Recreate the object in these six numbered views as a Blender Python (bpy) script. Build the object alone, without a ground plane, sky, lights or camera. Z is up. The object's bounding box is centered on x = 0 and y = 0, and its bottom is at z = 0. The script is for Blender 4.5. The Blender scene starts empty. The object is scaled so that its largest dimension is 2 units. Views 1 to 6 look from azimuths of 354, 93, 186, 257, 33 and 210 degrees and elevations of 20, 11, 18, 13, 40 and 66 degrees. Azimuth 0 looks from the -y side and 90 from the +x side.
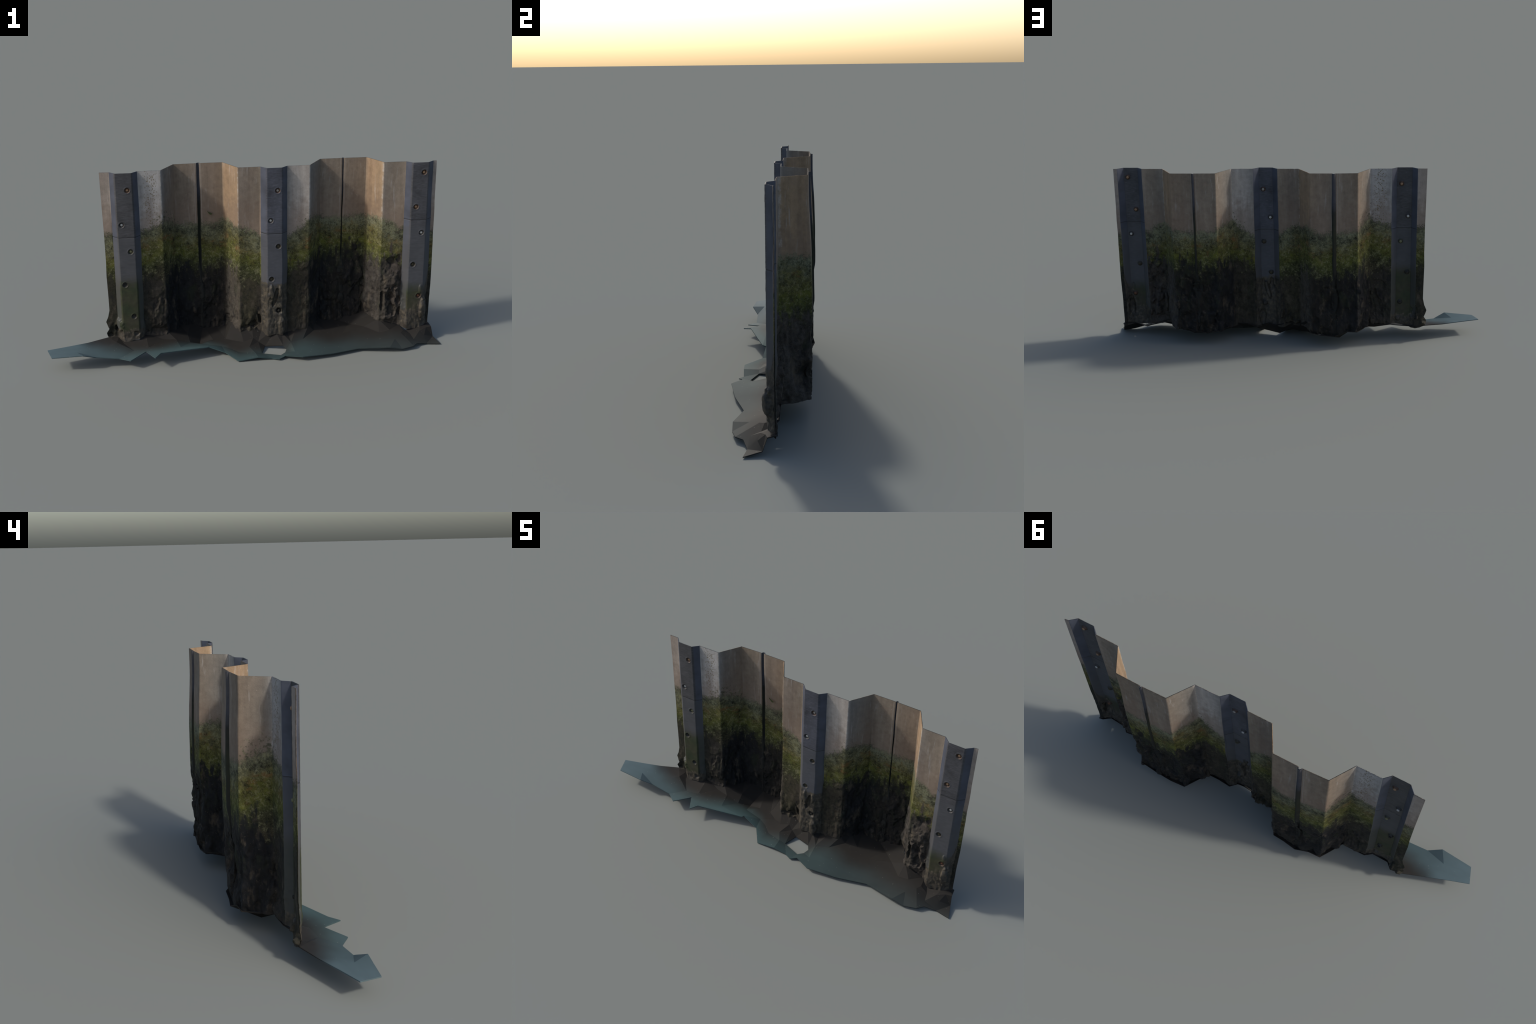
# A stretch of corrugated sheet-pile quay wall: three piles with wide pans, two interlock seams,
# three bolted fender strips, tidal growth on the lower half and a crumpled tongue of mud at its foot.
import bpy, math
import numpy as np
from mathutils import Vector
from mathutils.geometry import delaunay_2d_cdt

Z_TOP = 0.951
FACE, REAR = 0.0010, 0.0030   # plate thickness before and behind the measured surface

# ------------------------------------------------------------------ small helpers
def smooth(a, b, v):
    t = np.clip((v - a) / (b - a), 0, 1)
    return t * t * (3 - 2 * t)

def lattice(ix, iy, iz, seed):
    h = (ix * 374761393 + iy * 668265263 + iz * 2147483647 + seed * 974711) & 0xffffffff
    h = ((h ^ (h >> 13)) * 1274126177) & 0xffffffff
    h = ((h ^ (h >> 16)) * 2246822519) & 0xffffffff
    return ((h ^ (h >> 15)) & 0xffff) / 65535.0

def vnoise(p, seed=0):
    """value noise in 0..1 at points p (n,3)"""
    f = np.floor(p).astype(np.int64)
    t = p - f
    t = t * t * t * (t * (t * 6 - 15) + 10)
    out = 0
    for dx in (0, 1):
        wx = t[:, 0] if dx else 1 - t[:, 0]
        for dy in (0, 1):
            wy = t[:, 1] if dy else 1 - t[:, 1]
            for dz in (0, 1):
                wz = t[:, 2] if dz else 1 - t[:, 2]
                out = out + wx * wy * wz * lattice(f[:, 0] + dx, f[:, 1] + dy, f[:, 2] + dz, seed)
    return out

def fbm(p, octaves=4, seed=0):
    a, s, out, n = 1.0, 1.0, 0, 0
    for o in range(octaves):
        out = out + a * vnoise(p * s + 17.3 * o, seed + o)
        n += a
        a *= 0.5
        s *= 2.03
    return out / n

def curve(pts, v):
    a = np.array(pts)
    return np.interp(v, a[:, 0], a[:, 1])

# ------------------------------------------------------------------ node shorthand
class Sock:
    """arithmetic on shader sockets"""
    def __init__(self, g, s): self.g, self.s = g, s
    def _m(self, op, o, rev=False):
        a, b = (o, self) if rev else (self, o)
        return self.g.math(op, a, b)
    def __add__(self, o): return self._m('ADD', o)
    def __radd__(self, o): return self._m('ADD', o, True)
    def __sub__(self, o): return self._m('SUBTRACT', o)
    def __rsub__(self, o): return self._m('SUBTRACT', o, True)
    def __mul__(self, o): return self._m('MULTIPLY', o)
    def __rmul__(self, o): return self._m('MULTIPLY', o, True)

class Graph:
    def __init__(self, name):
        self.mat = bpy.data.materials.new(name)
        self.mat.use_nodes = True
        self.t = self.mat.node_tree
        self.bsdf = self.t.nodes['Principled BSDF']
        tc = self.t.nodes.new('ShaderNodeTexCoord')
        self.P = Sock(self, tc.outputs['Object'])
        sep = self.t.nodes.new('ShaderNodeSeparateXYZ')
        self.link(self.P, sep.inputs[0])
        self.x, self.y, self.z = (Sock(self, sep.outputs[i]) for i in range(3))
    def link(self, v, inp):
        if isinstance(v, Sock): self.t.links.new(v.s, inp)
        elif isinstance(v, (tuple, list)):
            inp.default_value = tuple(v) + (1,) if len(v) == 3 and len(inp.default_value) == 4 else tuple(v)
        else: inp.default_value = v
    def math(self, op, a, b=0.0, c=0.0, clamp=False):
        n = self.t.nodes.new('ShaderNodeMath'); n.operation = op; n.use_clamp = clamp
        for i, v in enumerate((a, b, c)): self.link(v, n.inputs[i])
        return Sock(self, n.outputs[0])
    def step(self, a, b, v):
        n = self.t.nodes.new('ShaderNodeMapRange'); n.interpolation_type = 'SMOOTHSTEP'
        self.link(v, n.inputs[0]); n.inputs[1].default_value = a; n.inputs[2].default_value = b
        return Sock(self, n.outputs[0])
    def band(self, a, b, soft, v):
        return self.step(a - soft, a + soft, v) * (1.0 - self.step(b - soft, b + soft, v))
    def stretch(self, sx, sy, sz):
        n = self.t.nodes.new('ShaderNodeMapping')
        self.link(self.P, n.inputs[0]); n.inputs['Scale'].default_value = (sx, sy, sz)
        return Sock(self, n.outputs[0])
    def noise(self, scale, detail=3, rough=0.55, vec=None, seed=0.0):
        n = self.t.nodes.new('ShaderNodeTexNoise'); n.noise_dimensions = '4D'
        self.link(vec or self.P, n.inputs['Vector'])
        n.inputs['W'].default_value = seed
        n.inputs['Scale'].default_value = scale; n.inputs['Detail'].default_value = detail
        n.inputs['Roughness'].default_value = rough
        return Sock(self, n.outputs[0])
    def cells(self, scale, vec=None):
        n = self.t.nodes.new('ShaderNodeTexVoronoi')
        self.link(vec or self.P, n.inputs['Vector']); n.inputs['Scale'].default_value = scale
        return Sock(self, n.outputs['Distance'])
    def float_curve(self, pts, lo, hi, v):
        n = self.t.nodes.new('ShaderNodeFloatCurve')
        c = n.mapping.curves[0]
        q = [((a - lo) / (hi - lo), b) for a, b in pts]
        c.points[0].location = q[0]; c.points[1].location = q[-1]
        for a in q[1:-1]: c.points.new(*a)
        for p in c.points: p.handle_type = 'VECTOR'
        n.mapping.update()
        self.link((v - lo) * (1.0 / (hi - lo)), n.inputs['Value'])
        return Sock(self, n.outputs[0])
    def ramp(self, v, stops, lo=0.0, hi=1.0):
        n = self.t.nodes.new('ShaderNodeValToRGB')
        e = n.color_ramp.elements
        stops = [((p - lo) / (hi - lo), c) for p, c in stops]
        e[0].position, e[0].color = stops[0][0], (*stops[0][1], 1)
        e[1].position, e[1].color = stops[-1][0], (*stops[-1][1], 1)
        for p, c in stops[1:-1]:
            k = e.new(p); k.color = (*c, 1)
        if lo != 0.0 or hi != 1.0: v = (v - lo) * (1.0 / (hi - lo))
        self.link(v, n.inputs[0])
        return Sock(self, n.outputs[0])
    def mix(self, f, a, b, mode='MIX'):
        n = self.t.nodes.new('ShaderNodeMix'); n.data_type = 'RGBA'; n.blend_type = mode
        self.link(f, n.inputs[0]); self.link(a, n.inputs[6]); self.link(b, n.inputs[7])
        return Sock(self, n.outputs[2])
    def scale_col(self, col, f):
        n = self.t.nodes.new('ShaderNodeVectorMath'); n.operation = 'SCALE'
        self.link(col, n.inputs[0]); self.link(f, n.inputs['Scale'])
        return Sock(self, n.outputs[0])
    def finish(self, col, rough=0.75, bump=None, strength=0.3, dist=0.004, spec=0.22):
        self.link(col, self.bsdf.inputs['Base Color'])
        self.link(rough, self.bsdf.inputs['Roughness'])
        self.bsdf.inputs['Specular IOR Level'].default_value = spec
        if bump is not None:
            n = self.t.nodes.new('ShaderNodeBump')
            n.inputs['Strength'].default_value = strength; n.inputs['Distance'].default_value = dist
            self.link(bump, n.inputs['Height']); self.t.links.new(n.outputs[0], self.bsdf.inputs['Normal'])
        return self.mat

# ------------------------------------------------------------------ plan of the wall
# (x, y, kind of the face that starts here)
PLAN = [(-0.696, 0.045, 'flange'), (-0.649, 0.044, 'fender'), (-0.621, 0.0145, 'fender'), (-0.543, 0.0145, 'fender'),
        (-0.515, 0.044, 'flange'), (-0.402, 0.046, 'web'), (-0.339, 0.152, 'pan'), (-0.2260, 0.158, 'seam'),
        (-0.2200, 0.167, 'seam'), (-0.2125, 0.167, 'seam'), (-0.2100, 0.158, 'pan'), (-0.096, 0.158, 'web'),
        (-0.029, 0.046, 'flange'), (0.082, 0.046, 'fender'), (0.111, 0.0145, 'fender'), (0.184, 0.0145, 'fender'),
        (0.213, 0.044, 'flange'), (0.327, 0.046, 'web'), (0.396, 0.155, 'pan'), (0.5080, 0.158, 'seam'),
        (0.5105, 0.166, 'seam'), (0.5140, 0.166, 'seam'), (0.5165, 0.158, 'pan'), (0.631, 0.157, 'web'),
        (0.695, 0.046, 'flange'), (0.806, 0.045, 'fender'), (0.835, 0.0155, 'fender'), (0.912, 0.0155, 'fender'),
        (0.942, 0.043, 'flange'), (0.960, 0.045, None)]

FOOT = [(-.70, .085), (-.671, .072), (-.628, .062), (-.568, .080), (-.517, .088), (-.437, .082), (-.379, .085), (-.337, .086),
        (-.266, .080), (-.215, .060), (-.16, .064), (-.10, .072), (-.065, .082), (-.02, .076), (.03, .082), (.06, .066), (.085, .064), (.11, .060), (.15, .072), (.19, .062), (.216, .062),
        (.268, .076), (.366, .076), (.416, .075), (.475, .063), (.577, .080), (.622, .090), (.66, .086), (.722, .084),
        (.783, .078), (.84, .060), (.90, .062), (.968, .056)]
LEFT_EDGE = [(.085, -.701), (.098, -.706), (.112, -.709), (.133, -.695), (.15, -.702), (.172, -.709), (.20, -.697),
             (.236, -.689), (.30, -.6895), (.419, -.692), (.50, -.690), (.656, -.691), (.80, -.694), (.951, -.696)]

BOLTS = [(-.566, .866, 'rust'), (-.602, .692, 'pale'), (-.565, .553, 'moss'), (-.601, .380, 'hole'), (-.565, .209, 'hole'),
         (.163, .836, 'rust_pale'), (.128, .683, 'pale'), (.166, .547, 'dark'), (.131, .373, 'dark'), (.167, .198, 'hole'),
         (.891, .901, 'rust'), (.858, .724, 'rust'), (.892, .587, 'pale'), (.856, .417, 'dark'), (.892, .244, 'rust_low')]
JOINT = {0: .627, 1: .615, 2: .656}

# columns
STEP = 0.0036
cx, cy, ckind, cfen = [], [], [], []
fender_no = -1
prev = None
for (x0, y0, k), (x1, y1, _) in zip(PLAN[:-1], PLAN[1:]):
    if k == 'fender' and prev != 'fender': fender_no += 1
    prev = k
    L = math.hypot(x1 - x0, y1 - y0)
    st = 0.0026 if k == 'fender' else STEP
    n = max(1, int(round(L / st)))
    for i in range(n):
        t = i / n
        cx.append(x0 + (x1 - x0) * t); cy.append(y0 + (y1 - y0) * t)
        ckind.append(k); cfen.append(fender_no if k == 'fender' else -1)
cx.append(PLAN[-1][0]); cy.append(PLAN[-1][1])
cx, cy = np.array(cx), np.array(cy)
NC = len(cx)
tx, ty = np.gradient(cx), np.gradient(cy)
tl = np.hypot(tx, ty)
nx, ny = ty / tl, -tx / tl           # outward, towards -y
# rows
NR = 262
foot = curve(FOOT, cx)
tt = np.linspace(0, 1, NR)
X = np.repeat(cx[:, None], NR, 1)
Y = np.repeat(cy[:, None], NR, 1)
Z = foot[:, None] + (Z_TOP - foot)[:, None] * tt[None, :]
# the free left edge is ragged
shift = curve(LEFT_EDGE, Z[0]) - cx[0]
w = np.clip(1 - (cx + 0.696) / 0.047, 0, 1)
X += w[:, None] * shift[None, :]
NXo = np.repeat(nx[:, None], NR, 1)
NYo = np.repeat(ny[:, None], NR, 1)

kinds = np.array(ckind + [ckind[-1]])
is_fender = (kinds == 'fender')[:, None]
is_pan = ((kinds == 'pan') | (kinds == 'seam'))[:, None]
is_web = (kinds == 'web')[:, None]
is_flange = (kinds == 'flange')[:, None]

pts = np.stack([X.ravel(), Y.ravel(), Z.ravel()], 1)
def N(sx, sy, sz, o=4, seed=0):
    return fbm(pts * np.array([sx, sy, sz]), o, seed).reshape(X.shape)

# where the crust of growth begins (height by x)
CRUST = [(-.70, .24), (-.66, .20), (-.62, .17), (-.545, .16), (-.51, .30), (-.42, .34), (-.39, .40), (-.33, .42), (-.25, .40), (-.16, .39),
         (-.09, .36), (-.03, .26), (.02, .22), (.08, .26), (.11, .36), (.18, .35), (.215, .36), (.30, .40), (.35, .44), (.43, .46),
         (.48, .44), (.56, .50), (.60, .48), (.65, .40), (.70, .44), (.75, .475), (.80, .46), (.83, .23), (.90, .23), (.93, .28), (.96, .36)]
crust_h = curve(CRUST, X) + (N(26, 26, 26, 3, 5) - 0.5) * 0.10
deep = smooth(0.0, 0.10, crust_h - Z)

# the sheets belly out to the rear below the top
belly = smooth(.90, .58, Z) * (1 - .80 * smooth(.45, .16, Z))
into = np.where(X < -.217, .008, np.where(X < -.09, .011, np.where(X < .396, .007, np.where(X < .64, .013, .003))))
k = np.where(is_fender, 0, smooth(-.50, -.34, X)) * smooth(.82, .68, X)
Y += into * belly * k * np.where(is_pan | is_web, 1.0, .7)

D = np.zeros_like(X)
X += (N(4, 4, 9, 3, 61) - .5) * .007 * smooth(.90, .60, Z) * smooth(-.69, -.62, X) * (1 - .6 * is_fender)
D += (N(7, 7, 5, 3, 11) - 0.5) * 0.006 * (~is_fender) * smooth(.95, .75, Z)
lump = N(17, 17, 9, 4, 21) - 0.5
grit = N(70, 70, 45, 3, 31) - 0.5
ridge = 1 - np.abs(2 * N(24, 24, 8, 3, 41) - 1)
amp = np.where(is_pan | is_web, 1.0, 0.75) * np.where(is_fender, 0.60, 1.0)
D += deep * amp * (lump * 0.042 + grit * 0.010 + (ridge - 0.75) * 0.016) + 0.003 * deep * is_pan * (X > .2)

def blob(x, z, rx, rz, d, tilt=0.0, hard=1.0, only=None):
    """bump (d>0) or pit (d<0): an ellipse on the wall face, hard = steepness of its rim"""
    global D
    u, v = X - x, Z - z
    c, s = math.cos(tilt), math.sin(tilt)
    r = np.hypot((u * c + v * s) / rx, (-u * s + v * c) / rz)
    r = r + (grit * 0.9 + lump * 1.1)
    f = np.clip(1 - smooth(1 - 0.75 / hard, 1.0 + 0.1 / hard, r), 0, 1)
    if only is not None: f = f * only
    D = D + f * d

near = is_flange
# right flange of the third pile: honeycomb of cavities
for x, z, rx, rz, d in ((.749, .430, .016, .022, -.010), (.790, .440, .013, .020, -.011), (.752, .330, .050, .060, .012), (.750, .190, .055, .100, .007),
                        (.747, .238, .017, .020, -.016), (.797, .212, .023, .024, -.013), (.758, .158, .021, .030, -.015),
                        (.803, .145, .012, .030, -.015), (.708, .205, .011, .048, -.020), (.772, .292, .012, .010, -.013),
                        (.733, .462, .030, .018, .006), (.728, .262, .012, .050, .008), (.782, .262, .014, .045, .010), (.730, .118, .028, .014, .008)):
    blob(x, z, rx, rz, d, 0, 1.8, near)
# plate of crust on the first right flange, with an undercut below it
blob(-.437, .205, .042, .080, .012, -.25, 2.2, is_flange | is_web)
blob(-.450, .110, .050, .020, -.010, 0, 1.6, near)
blob(-.445, .318, .045, .030, .005, .4, 1.4, near)
blob(-.655, .136, .010, .016, -.016, 0, 1.6); blob(-.690, .100, .014, .012, -.012, 0, 1.5)
blob(-.640, .165, .020, .040, .009, 0, 1.5)
blob(.300, .425, .032, .022, .006, .4, 1.6, near)
blob(.036, .116, .022, .018, -.022, 0, 2.0, near); blob(.074, .150, .010, .030, -.020, .3, 2.0, near)
blob(.000, .104, .030, .010, -.014, .2, 2.0, near)
blob(.130, .300, .018, .048, .010, 0, 1.6, is_fender); blob(.152, .278, .011, .048, -.012, -.25, 2.2, is_fender)
blob(.175, .305, .010, .032, .006, 0, 1.6, is_fender); blob(.169, .198, .013, .016, -.007, 0, 2, is_fender)
blob(.183, .120, .020, .050, .010, 0, 1.4, is_fender)
blob(.914, .170, .016, .065, .017, 0, 1.2, is_fender); blob(.900, .285, .008, .030, .004, 0, 1.5, is_fender)
blob(-.555, .115, .016, .012, -.008, 0, 1.8, is_fender)
# growth hanging in the pans
blob(.560, .330, .070, .070, .016, .2, 1.8, is_pan); blob(.600, .225, .034, .060, -.012, -.4, 2.0, is_pan | is_web)
blob(.580, .490, .022, .040, .006, 0, 1.6, is_pan); blob(.450, .340, .060, .090, .010, 0, 1.4, is_pan)
blob(-.200, .260, .050, .080, .013, 0, 1.6, is_pan); blob(-.165, .150, .050, .050, -.010, 0, 1.8, is_pan)
blob(-.300, .240, .045, .100, .009, 0, 1.4, is_pan); blob(.460, .150, .070, .050, -.010, 0, 1.6, is_pan)
blob(.655, .330, .030, .070, .008, 0, 1.4, is_web); blob(.640, .180, .030, .060, .010, 0, 1.4, is_web)
blob(-.084, .136, .009, .008, -.014, 0, 2, is_web)
# the seam closes below the crust
seam = (kinds == 'seam')[:, None]
# bolt pockets in the fenders
for bx, bz, look in BOLTS:
    r = np.hypot(X - bx, Z - bz)
    rad = 0.0125 if look != 'hole' else 0.0125
    D += np.where(is_fender, 0.0012 * np.exp(-((r - rad * 1.15) / 0.003) ** 2) - 0.0075 * (1 - smooth(rad * .72, rad * 1.08, r)), 0)
# shallow weathering and the butt joint of the two fender blocks
D += np.where(is_fender, (N(20, 20, 120, 2, 51) - .5) * 0.0007, 0)
for f, zj in JOINT.items():
    m = np.array([c == f for c in cfen + [-1]])[:, None]
    D += np.where(m, -0.0018 * np.exp(-((Z - zj) / 0.0018) ** 2), 0)
D[-1] *= 0.4
D = np.where(is_pan | is_web, np.maximum(D, -0.009 + 0.003 * grit), D)
D = np.where(seam, D + (Y - 0.158) * smooth(.46, .34, Z), D)

front = np.stack([X + NXo * (D + FACE), Y + NYo * (D + FACE), Z], -1)
back = np.stack([X + NXo * (D - REAR), Y + NYo * (D - REAR), Z], -1)

def vertex_normals(G):
    a = np.gradient(G, axis=0); b = np.gradient(G, axis=1)
    n = np.cross(a, b)
    return n / (np.linalg.norm(n, axis=-1, keepdims=True) + 1e-12)
nf = vertex_normals(front)
nb = -vertex_normals(back)

# ------------------------------------------------------------------ materials
LO, HI = -0.72, 1.0
WATER = [(-.72, .652), (-.66, .635), (-.51, .655), (-.46, .668), (-.41, .695), (-.39, .690), (-.339, .658), (-.296, .642), (-.15, .644),
         (-.09, .662), (-.035, .655), (-.028, .650), (-.007, .646), (.06, .618), (.08, .598), (.213, .598), (.245, .62), (.30, .648),
         (.325, .685), (.363, .672), (.443, .645), (.578, .655), (.65, .665), (.69, .65), (.744, .642), (.79, .612), (.806, .63), (.94, .60), (1.0, .60)]
BLACK = [(-.72, .43), (-.52, .42), (-.46, .415), (-.40, .39), (-.38, .43), (-.30, .41), (-.2, .395), (-.156, .395), (-.09, .42), (-.06, .40),
         (-.029, .37), (.02, .36), (.08, .36), (.24, .42), (.30, .425), (.327, .46), (.37, .47), (.43, .455), (.48, .43), (.54, .46), (.574, .50), (.60, .47),
         (.64, .42), (.70, .44), (.744, .48), (.80, .465), (.82, .40), (1.0, .40)]
TAN = (.255, .200, .152)
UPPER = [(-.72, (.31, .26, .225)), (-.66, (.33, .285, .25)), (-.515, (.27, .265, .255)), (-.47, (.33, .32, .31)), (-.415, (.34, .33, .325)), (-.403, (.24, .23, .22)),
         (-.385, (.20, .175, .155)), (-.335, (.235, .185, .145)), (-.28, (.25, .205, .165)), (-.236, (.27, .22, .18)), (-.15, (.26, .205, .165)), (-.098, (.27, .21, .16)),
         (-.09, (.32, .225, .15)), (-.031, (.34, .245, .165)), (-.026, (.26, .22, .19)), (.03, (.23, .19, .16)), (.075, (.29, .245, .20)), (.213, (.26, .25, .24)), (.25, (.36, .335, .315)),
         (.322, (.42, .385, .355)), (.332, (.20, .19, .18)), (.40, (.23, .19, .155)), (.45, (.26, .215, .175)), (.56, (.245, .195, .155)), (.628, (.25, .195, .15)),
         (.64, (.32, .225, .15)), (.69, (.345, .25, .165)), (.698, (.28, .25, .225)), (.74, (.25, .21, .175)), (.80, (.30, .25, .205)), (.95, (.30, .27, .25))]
LOWER = [(-.72, (.050, .047, .030)), (-.52, (.030, .030, .024)), (-.44, (.052, .045, .036)), (-.404, (.045, .040, .032)), (-.396, (.014, .015, .018)), (-.33, (.014, .015, .017)),
         (-.25, (.020, .019, .018)), (-.2, (.020, .019, .017)), (-.12, (.024, .021, .018)), (-.098, (.030, .026, .021)), (-.085, (.085, .075, .062)), (-.030, (.105, .090, .072)),
         (-.024, (.062, .055, .034)), (.03, (.064, .056, .034)), (.082, (.072, .060, .045)), (.213, (.040, .038, .028)), (.27, (.056, .048, .034)), (.325, (.058, .050, .036)),
         (.333, (.015, .016, .018)), (.42, (.014, .015, .016)), (.47, (.024, .021, .017)), (.55, (.022, .020, .018)), (.625, (.024, .022, .019)), (.645, (.075, .066, .058)), (.692, (.085, .075, .064)),
         (.70, (.070, .062, .050)), (.75, (.078, .066, .056)), (.81, (.080, .066, .055)), (.95, (.030, .030, .024))]

def growth_layers(g):
    """colour of the tidal growth, common to wall and fenders"""
    fine = g.noise(55, 5, .65, seed=1.0)
    big = g.noise(9, 3, seed=2.0)
    return fine, big

def wall_material():
    g = Graph('weathered_steel')
    fine, big = growth_layers(g)
    speck = g.noise(230, 2, .6, seed=3.0)
    streak = g.noise(1.0, 4, .6, g.stretch(70, 70, 5), seed=4.0)
    drip = g.noise(1.0, 4, .6, g.stretch(42, 42, 13), seed=5.0)
    mottle = g.noise(38, 4, .6, seed=6.0)
    patch = g.noise(16, 3, .6, seed=7.0)
    # bare upper plate
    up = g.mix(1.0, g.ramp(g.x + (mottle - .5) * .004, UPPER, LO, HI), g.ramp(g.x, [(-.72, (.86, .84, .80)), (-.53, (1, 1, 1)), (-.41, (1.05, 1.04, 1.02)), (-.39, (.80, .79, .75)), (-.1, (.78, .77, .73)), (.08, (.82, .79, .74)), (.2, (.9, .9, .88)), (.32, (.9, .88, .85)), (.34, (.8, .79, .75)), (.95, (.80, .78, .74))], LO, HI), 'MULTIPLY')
    wash = g.noise(1.0, 3, .6, g.stretch(26, 26, 3.2), seed=17.0)
    up = g.scale_col(up, g.math('MAXIMUM', .2, .10 + streak * .26 + mottle * .62 + wash * .70 + (speck - .5) * .35))
    up = g.mix(g.step(.56, .70, g.noise(1.0, 4, .65, g.stretch(60, 60, 7), seed=18.0)) * .35, up, (.36, .345, .325))
    up = g.mix(g.step(.60, .72, patch) * .35, up, (.21, .145, .105))
    up = g.mix(g.step(.66, .70, speck) * .45, up, (.07, .055, .045))
    up = g.mix(g.step(.70, .75, g.noise(170, 2, .6, seed=8.0)) * .5, up, (.46, .42, .37))
    # rusty lichen dots on the pale flange
    dots = 1.0 - g.step(.22, .38, g.cells(115) + (patch - .5) * .55 + (mottle - .5) * .3)
    up = g.mix(dots * g.band(-.485, -.425, .018, g.x) * .85, up, (.115, .090, .045))
    up = g.mix(g.step(.60, .68, g.noise(85, 3, .6, seed=9.0)) * g.band(-.45, -.40, .008, g.x) * g.step(.84, .72, g.z) * .85, up, (.15, .125, .05))
    damp = g.step(.84, .66, g.z + (wash - .5) * .35 + (mottle - .5) * .2)
    up = g.mix(damp * .5, up, g.scale_col((.165, .118, .088), .55 + fine * .9))
    rib = g.band(-.238, -.234, .0015, g.x) + g.band(-.206, -.202, .0015, g.x) + g.band(.497, .5, .0015, g.x) + g.band(.521, .524, .0015, g.x)
    up = g.mix(rib * .30, up, (.36, .32, .28))
    arris = g.band(.6895, .6965, .002, g.x) + g.band(.321, .3285, .002, g.x) + g.band(-.4085, -.401, .002, g.x) + g.band(-.033, -.028, .0015, g.x)
    up = g.mix(arris * g.step(.42, .66, g.noise(40, 4, .7, seed=19.0)) * .45, up, (.42, .41, .39))
    # height below the water mark
    mark = g.float_curve(WATER, LO, HI, g.x)
    mid = g.noise(42, 4, .65, seed=50.0)
    h = mark - g.z + (fine - .5) * .075 + (mid - .5) * .045 + (big - .5) * .07
    lower_h = mark - g.z + (big - .5) * .20 + (mid - .5) * .11 + (fine - .5) * .08
    moss = g.ramp(lower_h, [(0, (.088, .088, .056)), (.035, (.092, .094, .056)), (.075, (.108, .103, .050)), (.115, (.098, .092, .030)), (.16, (.092, .096, .022)),
                            (.20, (.058, .064, .020)), (.25, (.044, .044, .020)), (.32, (.052, .045, .028))], 0.0, .34)
    tone = g.noise(26, 5, .7, seed=16.0)
    moss = g.scale_col(moss, g.math('MAXIMUM', .06, (fine * 1.7 + tone * 1.5 + (speck - .5) * 1.5 - 1.00) * 1.15))
    rusty = g.step(.52, .66, g.noise(14, 4, .65, g.stretch(1, 1, 1.8), seed=10.0)) * g.band(.075, .15, .025, lower_h)
    moss = g.mix(rusty * .85, moss, (.115, .062, .022))
    lime = g.step(.54, .68, g.noise(17, 3, .6, seed=11.0)) * g.band(.11, .20, .03, lower_h)
    moss = g.mix(lime * .6, moss, g.mix(g.step(.70, .74, g.x), (.104, .112, .017), (.165, .150, .028)))
    lichen = g.float_curve([(-.72, .10), (-.5, .02), (-.33, .03), (-.29, .12), (-.1, .10), (-.03, .02), (.03, .14), (.08, .16), (.22, .05), (.36, .03), (.42, .22), (.62, .26), (.69, .18), (.80, .16), (1.0, .1)], LO, HI, g.x)
    pale = g.step(.50, .68, g.noise(95, 5, .75, seed=12.0) + (tone - .5) * .45 + lichen * .42) * g.band(.004, .075, .026, h + (big - .5) * .14)
    moss = g.mix(pale * .58, moss, (.175, .178, .118))
    moss = g.mix(g.step(.50, .68, g.noise(88, 4, .7, seed=53.0) + (tone - .5) * .6) * .62, moss, (.175, .168, .092))
    moss = g.mix(g.step(.62, .68, speck) * .7, moss, (.028, .032, .016))
    # lichen thins out upwards on some faces
    climb = g.float_curve([(-.72, .25), (-.52, .45), (-.47, .7), (-.40, .95), (-.35, .75), (-.30, .25), (-.1, .25), (-.05, .45), (.06, .2), (.22, .4), (.31, .75), (.36, .6), (.42, .35), (.70, .4), (.75, .3), (1.0, .3)], LO, HI, g.x)
    stray = g.noise(75, 5, .75, seed=51.0) + (tone - .5) * .5
    cover = g.math('MAXIMUM', g.step(-.012, .022, h + (speck - .5) * .09), g.step(-.03, .05, stray - .60 + (h - .0) * 1.5 + (climb - .5) * .30) * g.step(-.17, -.01, h) * .9)
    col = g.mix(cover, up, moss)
    # dark wet zone
    dark_h = g.float_curve(BLACK, LO, HI, g.x) - g.z + (drip - .5) * .38 + (fine - .5) * .16 + (mid - .5) * .16 + (speck - .5) * .08
    low = g.ramp(g.x, LOWER, LO, HI)
    low = g.scale_col(low, g.math('MAXIMUM', .05, (fine * 1.5 + drip * 1.0 + (speck - .5) * .9 - .60) * .74))
    low = g.mix(g.step(.52, .64, g.noise(1.0, 4, .65, g.stretch(20, 20, 9), seed=52.0)) * g.step(.08, .30, g.z) * .38, low, (.022, .028, .013))
    low = g.mix(g.step(.55, .68, g.noise(1.0, 4, .6, g.stretch(30, 30, 14), seed=13.0)) * .8, low, (.0085, .0085, .010))
    low = g.mix(g.step(.54, .68, g.noise(1.0, 5, .65, g.stretch(24, 24, 11), seed=14.0)) * .7, low, g.scale_col((.068, .055, .040), .3 + fine * 1.3))
    low = g.mix(g.step(.67, .72, g.noise(190, 2, .6, seed=15.0)) * .65, low, (.15, .13, .085))
    col = g.mix(g.step(-.045, .045, dark_h), col, low)
    # silt splashed up from the foot
    silt = g.step(.02, -.03, g.z - .105 + (fine - .5) * .16) * .7
    col = g.mix(silt * g.step(.12, .06, g.y), col, (.036, .031, .026))
    rough = .90 - g.step(0.0, .2, dark_h) * .08
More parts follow.
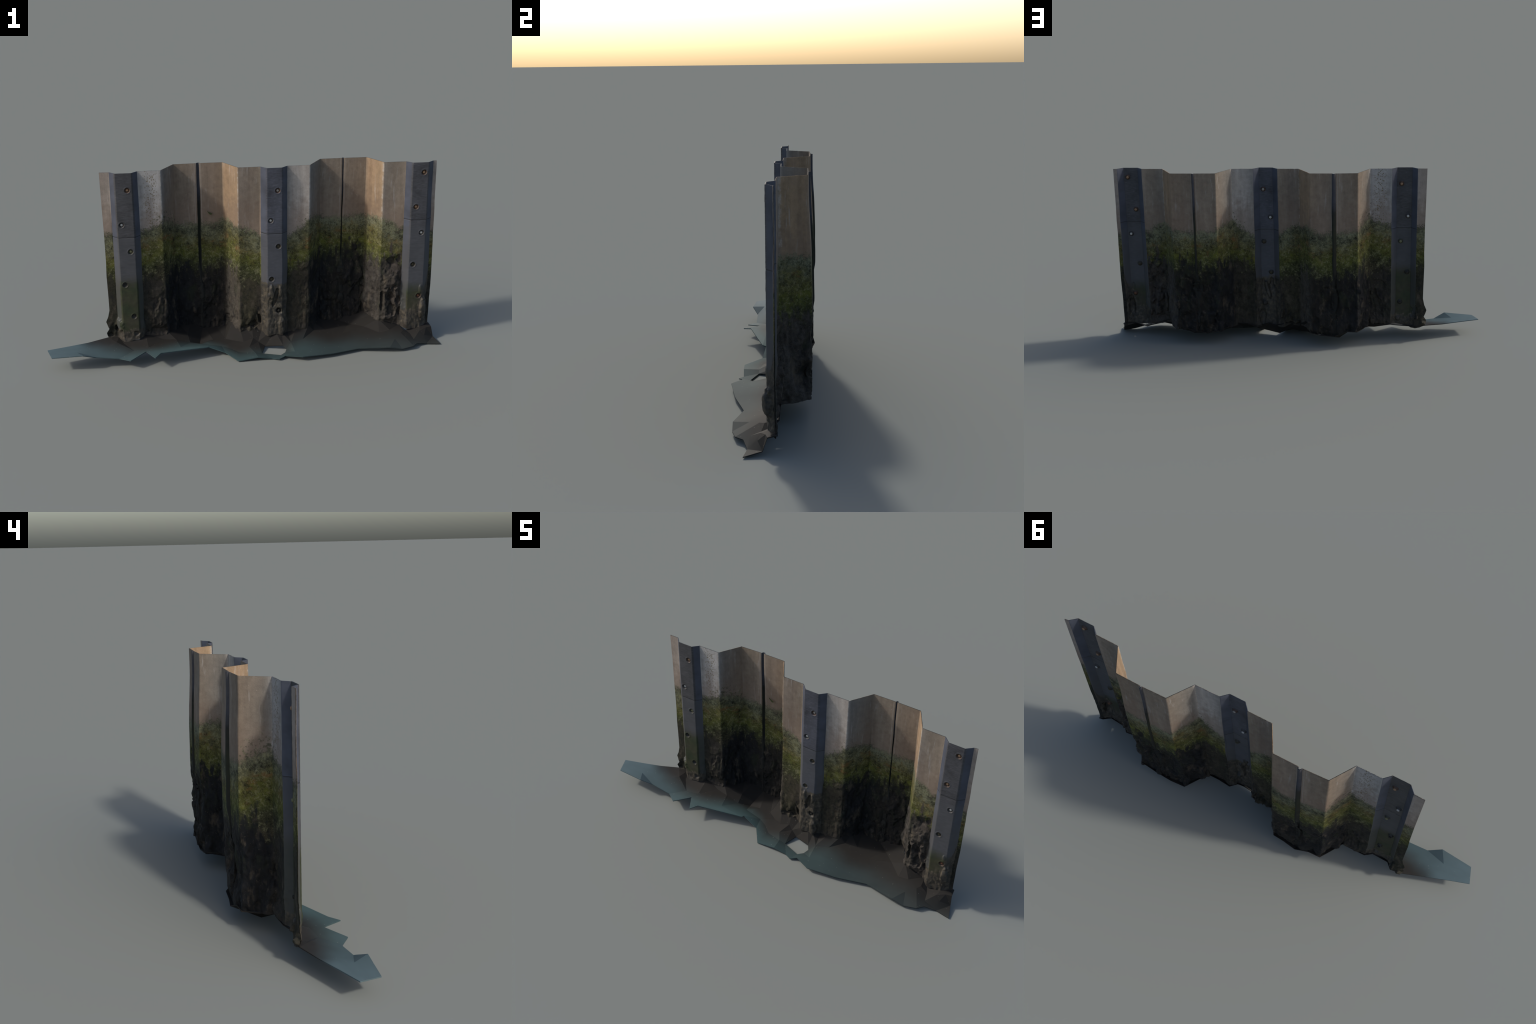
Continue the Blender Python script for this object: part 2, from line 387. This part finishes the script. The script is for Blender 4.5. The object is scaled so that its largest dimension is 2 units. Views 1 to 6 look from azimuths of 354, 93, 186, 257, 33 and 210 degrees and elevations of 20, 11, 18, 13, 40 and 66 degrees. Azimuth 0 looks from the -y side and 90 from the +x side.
    return g.finish(col, rough, fine * .6 + speck * .35 + mottle * .3, .35, .004)

def fender_material():
    g = Graph('rubber_fender')
    fine, big = growth_layers(g)
    grain = g.noise(1.0, 4, .65, g.stretch(45, 45, 260), seed=20.0)
    blotch = g.noise(14, 4, .6, seed=21.0)
    speck = g.noise(230, 2, .6, seed=22.0)
    side = g.step(.0185, .0215, g.y)
    front_c = g.ramp(g.x, [(-.66, (.060, .060, .064)), (-.5, (.058, .058, .063)), (.08, (.066, .070, .090)), (.22, (.060, .065, .083)), (.80, (.064, .065, .073)), (.95, (.064, .065, .073))], LO, HI)
    front_c = g.scale_col(front_c, g.math('MAXIMUM', .1, grain * 1.2 + blotch * 1.1 - .40))
    front_c = g.mix(g.step(.60, .72, grain) * .35 * g.step(.60, .72, g.z), front_c, (.16, .165, .18))
    side_c = g.scale_col((.058, .066, .090), .30 + blotch * 1.1)
    side_c = g.mix(g.step(.58, .36, g.z + (blotch - .5) * .2) * .75, side_c, g.scale_col((.056, .051, .046), .5 + blotch * .9))
    col = g.mix(side, front_c, side_c)
    # the lower block is greyer
    col = g.mix(g.step(.625, .615, g.z) * .5, col, (.058, .061, .068))
    seam = g.float_curve([(-.72, .627), (-.3, .627), (-.28, .615), (.5, .615), (.52, .656), (1.0, .656)], LO, HI, g.x) - g.z
    line = g.step(.0022, .0010, g.math('ABSOLUTE', seam))
    col = g.mix(line * .85, col, (.012, .012, .014))
    # algae film and crust, each strip its own height
    film = g.float_curve([(-.72, .41), (-.3, .41), (-.28, .24), (.5, .24), (.52, .30), (1.0, .30)], LO, HI, g.x)
    fh = film - g.z + (blotch - .5) * .10 + (fine - .5) * .04
    green = g.scale_col(g.ramp(big, [(.35, (.017, .028, .011)), (.5, (.027, .030, .013)), (.65, (.034, .031, .020))]), .2 + fine * 1.5)
    col = g.mix(g.step(-.03, .05, fh) * (1.0 - side * .55), col, green)
    crust = g.float_curve([(-.72, .14), (-.3, .14), (-.28, .352), (.5, .352), (.52, .17), (.885, .17), (.905, .27), (.93, .30), (.945, .40), (1.0, .40)], LO, HI, g.x)
    ch = crust - g.z + (fine - .5) * .09 + (blotch - .5) * .05
    brown = g.ramp(fine, [(.36, (.016, .015, .014)), (.5, (.038, .033, .025)), (.66, (.080, .066, .046))])
    brown = g.mix(g.step(.66, .71, speck) * .6, brown, (.15, .135, .10))
    col = g.mix(g.step(-.004, .012, ch), col, brown)
    col = g.mix(g.step(.70, .74, speck) * g.step(.05, -.02, g.z - crust - .09) * .6, col, (.17, .16, .09))
    silt = g.step(.03, -.03, g.z - .090 + (fine - .5) * .12) * .7
    col = g.mix(silt, col, (.034, .030, .025))
    # rusty collars round the upper bolts, dark pockets elsewhere
    for bx, bz, look in BOLTS:
        dx, dz = g.x - bx, g.z - bz
        r = g.math('SQRT', dx * dx + dz * dz)
        c = {'rust': (.060, .032, .016), 'rust_pale': (.055, .030, .018), 'pale': (.040, .036, .032), 'moss': (.035, .034, .020), 'dark': (.026, .022, .014), 'hole': (.018, .017, .014), 'rust_low': (.045, .022, .013)}[look]
        col = g.mix(g.step(.0150, .0112, r) * .92, col, c)
    return g.finish(col, .62, grain * .5 + speck * .3, .25, .003, spec=.4)

def seam_material():
    g = Graph('interlock_gap')
    fine, big = growth_layers(g)
    col = g.ramp(g.z + (fine - .5) * .06, [(0, (.016, .015, .013)), (.45, (.014, .015, .013)), (.62, (.018, .021, .013)), (.74, (.016, .017, .015)), (.80, (.040, .042, .052)), (.95, (.055, .055, .062))])
    return g.finish(g.scale_col(col, .7 + fine * .6), .8)

def mud_material():
    g = Graph('wet_mud')
    soft = g.noise(6, 3, seed=30.0)
    fine = g.noise(70, 5, .65, seed=31.0)
    flow = g.noise(1.0, 4, .6, g.stretch(9, 26, 20), seed=32.0)
    # the outer rim lies under shallow water; the left tongue lies deepest
    q = g.float_curve([(-1.02, .62), (-.90, .56), (-.80, .47), (-.70, .43), (-.60, .405), (-.45, .405), (-.3, .475), (-.2, .50), (-.12, .47), (-.05, .405), (.1, .42), (.2, .43),
                       (.3, .47), (.42, .45), (.55, .46), (.7, .435), (.85, .43), (1.02, .45)], -1.02, 1.02, g.x)
    sea = g.step(-.075, .055, (q - .5) - g.y + (soft - .5) * .05)
    mudc = g.scale_col((.0165, .0150, .0132), .7 + fine * .45 + flow * .2)
    tint = g.ramp(g.x, [(-1.0, (.078, .112, .122)), (-.80, (.054, .080, .086)), (-.62, (.047, .074, .078)), (-.2, (.046, .080, .082)), (.1, (.036, .060, .062)), (.5, (.028, .040, .041)), (1.0, (.030, .034, .032))], -1.02, 1.02)
    seac = g.scale_col(tint, .60 + flow * .35 + soft * .25)
    col = g.mix(sea, mudc, seac)
    col = g.mix(g.step(.735, .76, g.noise(120, 1, .5, seed=33.0)) * .28, col, (.24, .25, .23))
    return g.finish(col, .78, fine * .5 + flow * .5, .12, .003, spec=.16)

def plain(name, col, var=.35, rough=.7, metal=0.0):
    g = Graph(name)
    n = g.noise(160, 3, .6, seed=40.0)
    g.bsdf.inputs['Metallic'].default_value = metal
    return g.finish(g.scale_col(col, 1 - var + n * 2 * var), rough, n, .3, .002)

M_WALL, M_FENDER, M_SEAM, M_MUD = wall_material(), fender_material(), seam_material(), mud_material()
BOLT_MATS = {'rust': plain('rusty_bolt', (.27, .17, .10)), 'rust_pale': plain('worn_bolt', (.27, .25, .22)), 'pale': plain('zinc_bolt', (.42, .41, .38)),
             'moss': plain('mossy_bolt', (.17, .165, .09)), 'dark': plain('dark_bolt', (.050, .043, .026)), 'hole': plain('bolt_blackened_as_hole', (.022, .021, .018)), 'rust_low': plain('corroded_bolt', (.12, .055, .03))}

# ------------------------------------------------------------------ objects
wall = bpy.data.objects.new('sheet_pile_wall', None)
bpy.context.scene.collection.objects.link(wall)
wall['label'] = 'corrugated steel sheet-pile quay wall with fenders, algae and mud'
wall['category'] = 'sea wall'

def add(name, mesh, mat, parent, kind=None):
    o = bpy.data.objects.new(name, mesh)
    bpy.context.scene.collection.objects.link(o)
    if mat and not mesh.materials: mesh.materials.append(mat)
    o.parent = parent
    if kind: o['kind'] = kind
    return o

ALL_F = front.reshape(-1, 3); ALL_B = back.reshape(-1, 3)
NF_, NB_ = nf.reshape(-1, 3), nb.reshape(-1, 3)
def shell(name, mask, mat, parent):
    """closed plate from the cells (column, row) where mask is true; rims only on the real border of the wall"""
    ci, rj = np.nonzero(mask)
    a = ci * NR + rj; b = (ci + 1) * NR + rj; c = b + 1; d = a + 1
    off = NC * NR
    quads = [np.stack([a, b, c, d], 1), np.stack([a, d, c, b], 1) + off]
    def rim(sel, p, q):
        p, q = p[sel], q[sel]
        quads.append(np.stack([q, p, p + off, q + off], 1))
    rim(rj == 0, a, b); rim(rj == NR - 2, c, d); rim(ci == 0, d, a); rim(ci == NC - 2, b, c)
    rim_from = len(a) * 2
    q = np.concatenate(quads)
    used, inv = np.unique(q, return_inverse=True)
    q = inv.reshape(q.shape)
    co = np.concatenate([ALL_F, ALL_B])[used]
    no = np.concatenate([NF_, NB_])[used]
    me = bpy.data.meshes.new(name)
    me.from_pydata(co.tolist(), [], q.tolist())
    me.update()
    me.polygons.foreach_set('use_smooth', np.ones(len(q), bool))
    me.normals_split_custom_set_from_vertices(no.tolist())
    return add(name, me, mat, parent)

kc = np.array(ckind)
fc = np.array(cfen)
rows = np.ones(NR - 1, bool)
zc = 0.25 * (Z[:-1, :-1] + Z[1:, :-1] + Z[:-1, 1:] + Z[1:, 1:])
xc = 0.5 * (cx[:-1] + cx[1:])
crusty = (0.25 * (deep[:-1, :-1] + deep[1:, :-1] + deep[:-1, 1:] + deep[1:, 1:])) > 0.35
pile_of = np.where(xc < -0.217, 0, np.where(xc < 0.511, 1, 2))
for p in range(3):
    own = (pile_of == p) & np.isin(kc, ('flange', 'web', 'pan'))
    m = own[:, None] & rows[None, :]
    pile = shell('sheet_pile', m & ~crusty, M_WALL, wall)
    shell('tidal_crust', m & crusty, M_WALL, pile)
for s in range(2):
    own = (kc == 'seam') & ((xc < 0) if s == 0 else (xc > 0))
    shell('interlock_seam', own[:, None] & rows[None, :], M_SEAM, wall)
blocks = {}
for f, zj in JOINT.items():
    own = (fc == f)[:, None]
    blocks[f, 'up'] = shell('fender_block', own & (zc >= zj), M_FENDER, wall)
    blocks[f, 'low'] = shell('fender_block', own & (zc < zj), M_FENDER, wall)

# bolts: washer, domed head in the front pocket, nut behind
def lathe(profile, n=20):
    v, f = [], []
    for r, y in profile:
        v += [(r * math.cos(math.tau * i / n), y, r * math.sin(math.tau * i / n)) for i in range(n)]
    for k in range(len(profile) - 1):
        for i in range(n):
            j = (i + 1) % n
            f.append((k * n + i, k * n + j, (k + 1) * n + j, (k + 1) * n + i))
    f.append(tuple(range(n))[::-1]); f.append(tuple(range((len(profile) - 1) * n, len(profile) * n)))
    return v, f
def bolt_mesh(look):
    R = .0064
    v, f = lathe([(.0010, -.0010), (R * .6, -.0006), (R * .95, .0006), (R, .0018), (R, .0050), (R * 1.0, .0092), (R * .85, .0102), (.0010, .0106)])
    me = bpy.data.meshes.new('bolt_' + look)
    me.from_pydata(v, [], f)
    me.polygons.foreach_set('use_smooth', np.ones(len(f), bool))
    me.materials.append(BOLT_MATS[look])
    return me
meshes = {k: bolt_mesh(k) for k in BOLT_MATS}
for bx, bz, look in BOLTS:
    f = 0 if bx < -.3 else 1 if bx < .5 else 2
    par = blocks[f, 'up' if bz > JOINT[f] else 'low']
    o = add('bolt', meshes[look], None, par)
    o.location = (bx, .0145 + .0035, bz) if look != 'hole' else (bx, .0145 + .0058, bz)

# ------------------------------------------------------------------ mud
OUTER = [(-.999, -.062, .082), (-.971, -.142, .076), (-.819, -.152, .085), (-.759, -.123, .059), (-.645, -.122, .045), (-.589, -.162, .049), (-.513, -.097, .064),
         (-.468, -.175, .063), (-.440, -.137, .070), (-.202, -.066, .055), (-.203, -.049, .050), (-.115, -.062, .018), (-.056, -.140, .002), (.045, -.136, .017),
         (.115, -.131, .001), (.150, -.150, .008), (.183, -.131, .015), (.265, -.172, .024), (.416, -.144, .018), (.569, -.096, .016), (.720, -.126, .027),
         (.784, -.123, .013), (.848, -.106, .018), (.873, -.075, .018), (.930, -.056, .001), (1.000, -.067, .003), (.977, .001, .017), (.970, .018, .065)]
FOOTLINE = [(.965, .046, .072), (.942, .048, .078), (.912, .020, .072), (.835, .020, .050), (.806, .050, .070), (.750, .053, .090), (.695, .053, .106), (.660, .108, .100),
            (.631, .163, .116), (.550, .164, .090), (.475, .164, .076), (.396, .162, .086), (.360, .104, .088), (.327, .053, .090), (.268, .053, .088), (.213, .048, .070), (.184, .019, .070), (.150, .019, .080),
            (.111, .019, .068), (.082, .052, .085), (.030, .054, .105), (.000, .054, .090), (-.029, .054, .090), (-.060, .104, .125), (-.096, .162, .080), (-.150, .164, .068), (-.215, .172, .066),
            (-.280, .164, .090), (-.339, .157, .088), (-.372, .102, .088), (-.402, .052, .096), (-.430, .053, .090), (-.515, .052, .092), (-.545, .019, .077), (-.621, .017, .072), (-.649, .048, .082),
            (-.704, .047, .086), (-.802, .008, .080), (-.905, -.030, .081)]
HOLE = [(.069, -.067, .002), (.094, .002, .012), (.184, -.026, .023), (.198, -.048, .012), (.188, -.075, .006), (.163, -.099, .002)]
INNER = [(-.854, -.093, .077), (-.70, -.045, .072), (-.66, -.01, .082), (-.627, .004, .069), (-.575, -.06, .054), (-.50, -.05, .060), (-.44, -.06, .064), (-.429, .030, .069), (-.392, .060, .093),
         (-.36, .02, .066), (-.34, -.06, .060), (-.30, .08, .066), (-.289, .022, .044), (-.239, .064, .016), (-.225, .01, .036), (-.17, .06, .036), (-.13, .0, .024), (-.105, .06, .036), (-.085, -.02, .017),
         (-.055, .03, .036), (-.042, -.055, .010), (-.015, .015, .034), (.01, -.03, .026), (.035, -.07, .012), (.035, .025, .050), (.06, .015, .032), (.225, -.02, .036),
         (.235, -.10, .020), (.29, .0, .040), (.33, -.06, .030), (.355, .055, .060), (.42, .07, .052), (.43, -.02, .034), (.50, .03, .044), (.55, .125, .056), (.59, -.02, .036), (.62, .06, .066),
         (.69, .0, .054), (.70, -.05, .040), (.745, .0, .066), (.76, -.06, .042), (.80, -.02, .055), (.815, .0, .060), (.853, -.011, .041), (.862, -.05, .028), (.90, -.01, .055), (.925, -.02, .035), (.94, .01, .065)]

def mud():
    # tuck the inner border just behind the face of the plate
    order = np.argsort(cx)
    foot_y = np.interp([p[0] for p in FOOTLINE], cx[order], Y[order, 4])
    loop = OUTER + [(x, fy + .010, z) if x > -.703 else (x, y, z) for (x, y, z), fy in zip(FOOTLINE, foot_y)]
    P3 = loop + HOLE + INNER
    n, m = len(loop), len(HOLE)
    edges = [(i, (i + 1) % n) for i in range(n)] + [(n + i, n + (i + 1) % m) for i in range(m)]
    v2, _, tris, orig, _, _ = delaunay_2d_cdt([Vector(p[:2]) for p in P3], edges, [], 1, 1e-5)
    z = [P3[o[0]][2] if o else 0.05 for o in orig]
    def inside_hole(c):
        k = False
        for i in range(m):
            (xa, ya, _), (xb, yb, _) = HOLE[i], HOLE[(i + 1) % m]
            if (ya > c[1]) != (yb > c[1]) and c[0] < (xb - xa) * (c[1] - ya) / (yb - ya) + xa: k = not k
        return k
    def inside_loop(c):
        k = False
        for i in range(n):
            (xa, ya, _), (xb, yb, _) = loop[i], loop[(i + 1) % n]
            if (ya > c[1]) != (yb > c[1]) and c[0] < (xb - xa) * (c[1] - ya) / (yb - ya) + xa: k = not k
        return k
    keep = []
    for t in tris:
        c = (sum(v2[i][0] for i in t) / 3, sum(v2[i][1] for i in t) / 3)
        if inside_loop(c) and not inside_hole(c):
            a, b, d = (v2[i] for i in t)
            if (b[0] - a[0]) * (d[1] - a[1]) - (b[1] - a[1]) * (d[0] - a[0]) < 0: t = t[::-1]
            keep.append(tuple(t))
    nv = len(v2)
    th = .004
    co = [(v2[i][0], v2[i][1], max(z[i], th + .0002)) for i in range(nv)] + [(v2[i][0], v2[i][1], max(z[i] - th, .0002)) for i in range(nv)]
    faces = list(keep) + [tuple(i + nv for i in t[::-1]) for t in keep]
    count = {}
    for t in keep:
        for i in range(3):
            e = (t[i], t[(i + 1) % 3]); count[e] = 1
    for (a, b) in list(count):
        if (b, a) not in count: faces.append((b, a, a + nv, b + nv))
    me = bpy.data.meshes.new('mud_bed')
    me.from_pydata(co, [], faces)
    me.update()
    me.polygons.foreach_set('use_smooth', np.ones(len(faces), bool))
    me.set_sharp_from_angle(angle=math.radians(11))
    return add('mud_bed', me, M_MUD, wall)
mud()

# a curl of stranded weed stuck to the first pan
def weed():
    v, f = [], []
    n = 14
    for i in range(n + 1):
        t = i / n
        x = -.178 + .026 * t; z = .702 - .016 * t + .006 * (t - .5) ** 2 * 4 - .004
        wd = .0036 * math.sin(math.pi * min(1, max(.06, t))) + .0006 + .0012 * t * (1 - t) * 4 * (t > .4)
        for dz, dy in ((-wd, .0), (0, -.0022), (wd, .0)): v.append((x, .1555 + dy, z + dz))
        for dz in (wd, -wd): v.append((x, .1575, z + dz))
    for i in range(n):
        for k in range(5):
            a, b = i * 5 + k, i * 5 + (k + 1) % 5
            f.append((a, b, b + 5, a + 5))
    f.append((4, 3, 2, 1, 0)); f.append(tuple(n * 5 + k for k in range(5)))
    me = bpy.data.meshes.new('weed_strand')
    me.from_pydata(v, [], f)
    me.update()
    add('weed_strand', me, plain('weed', (.050, .060, .022)), wall)
weed()
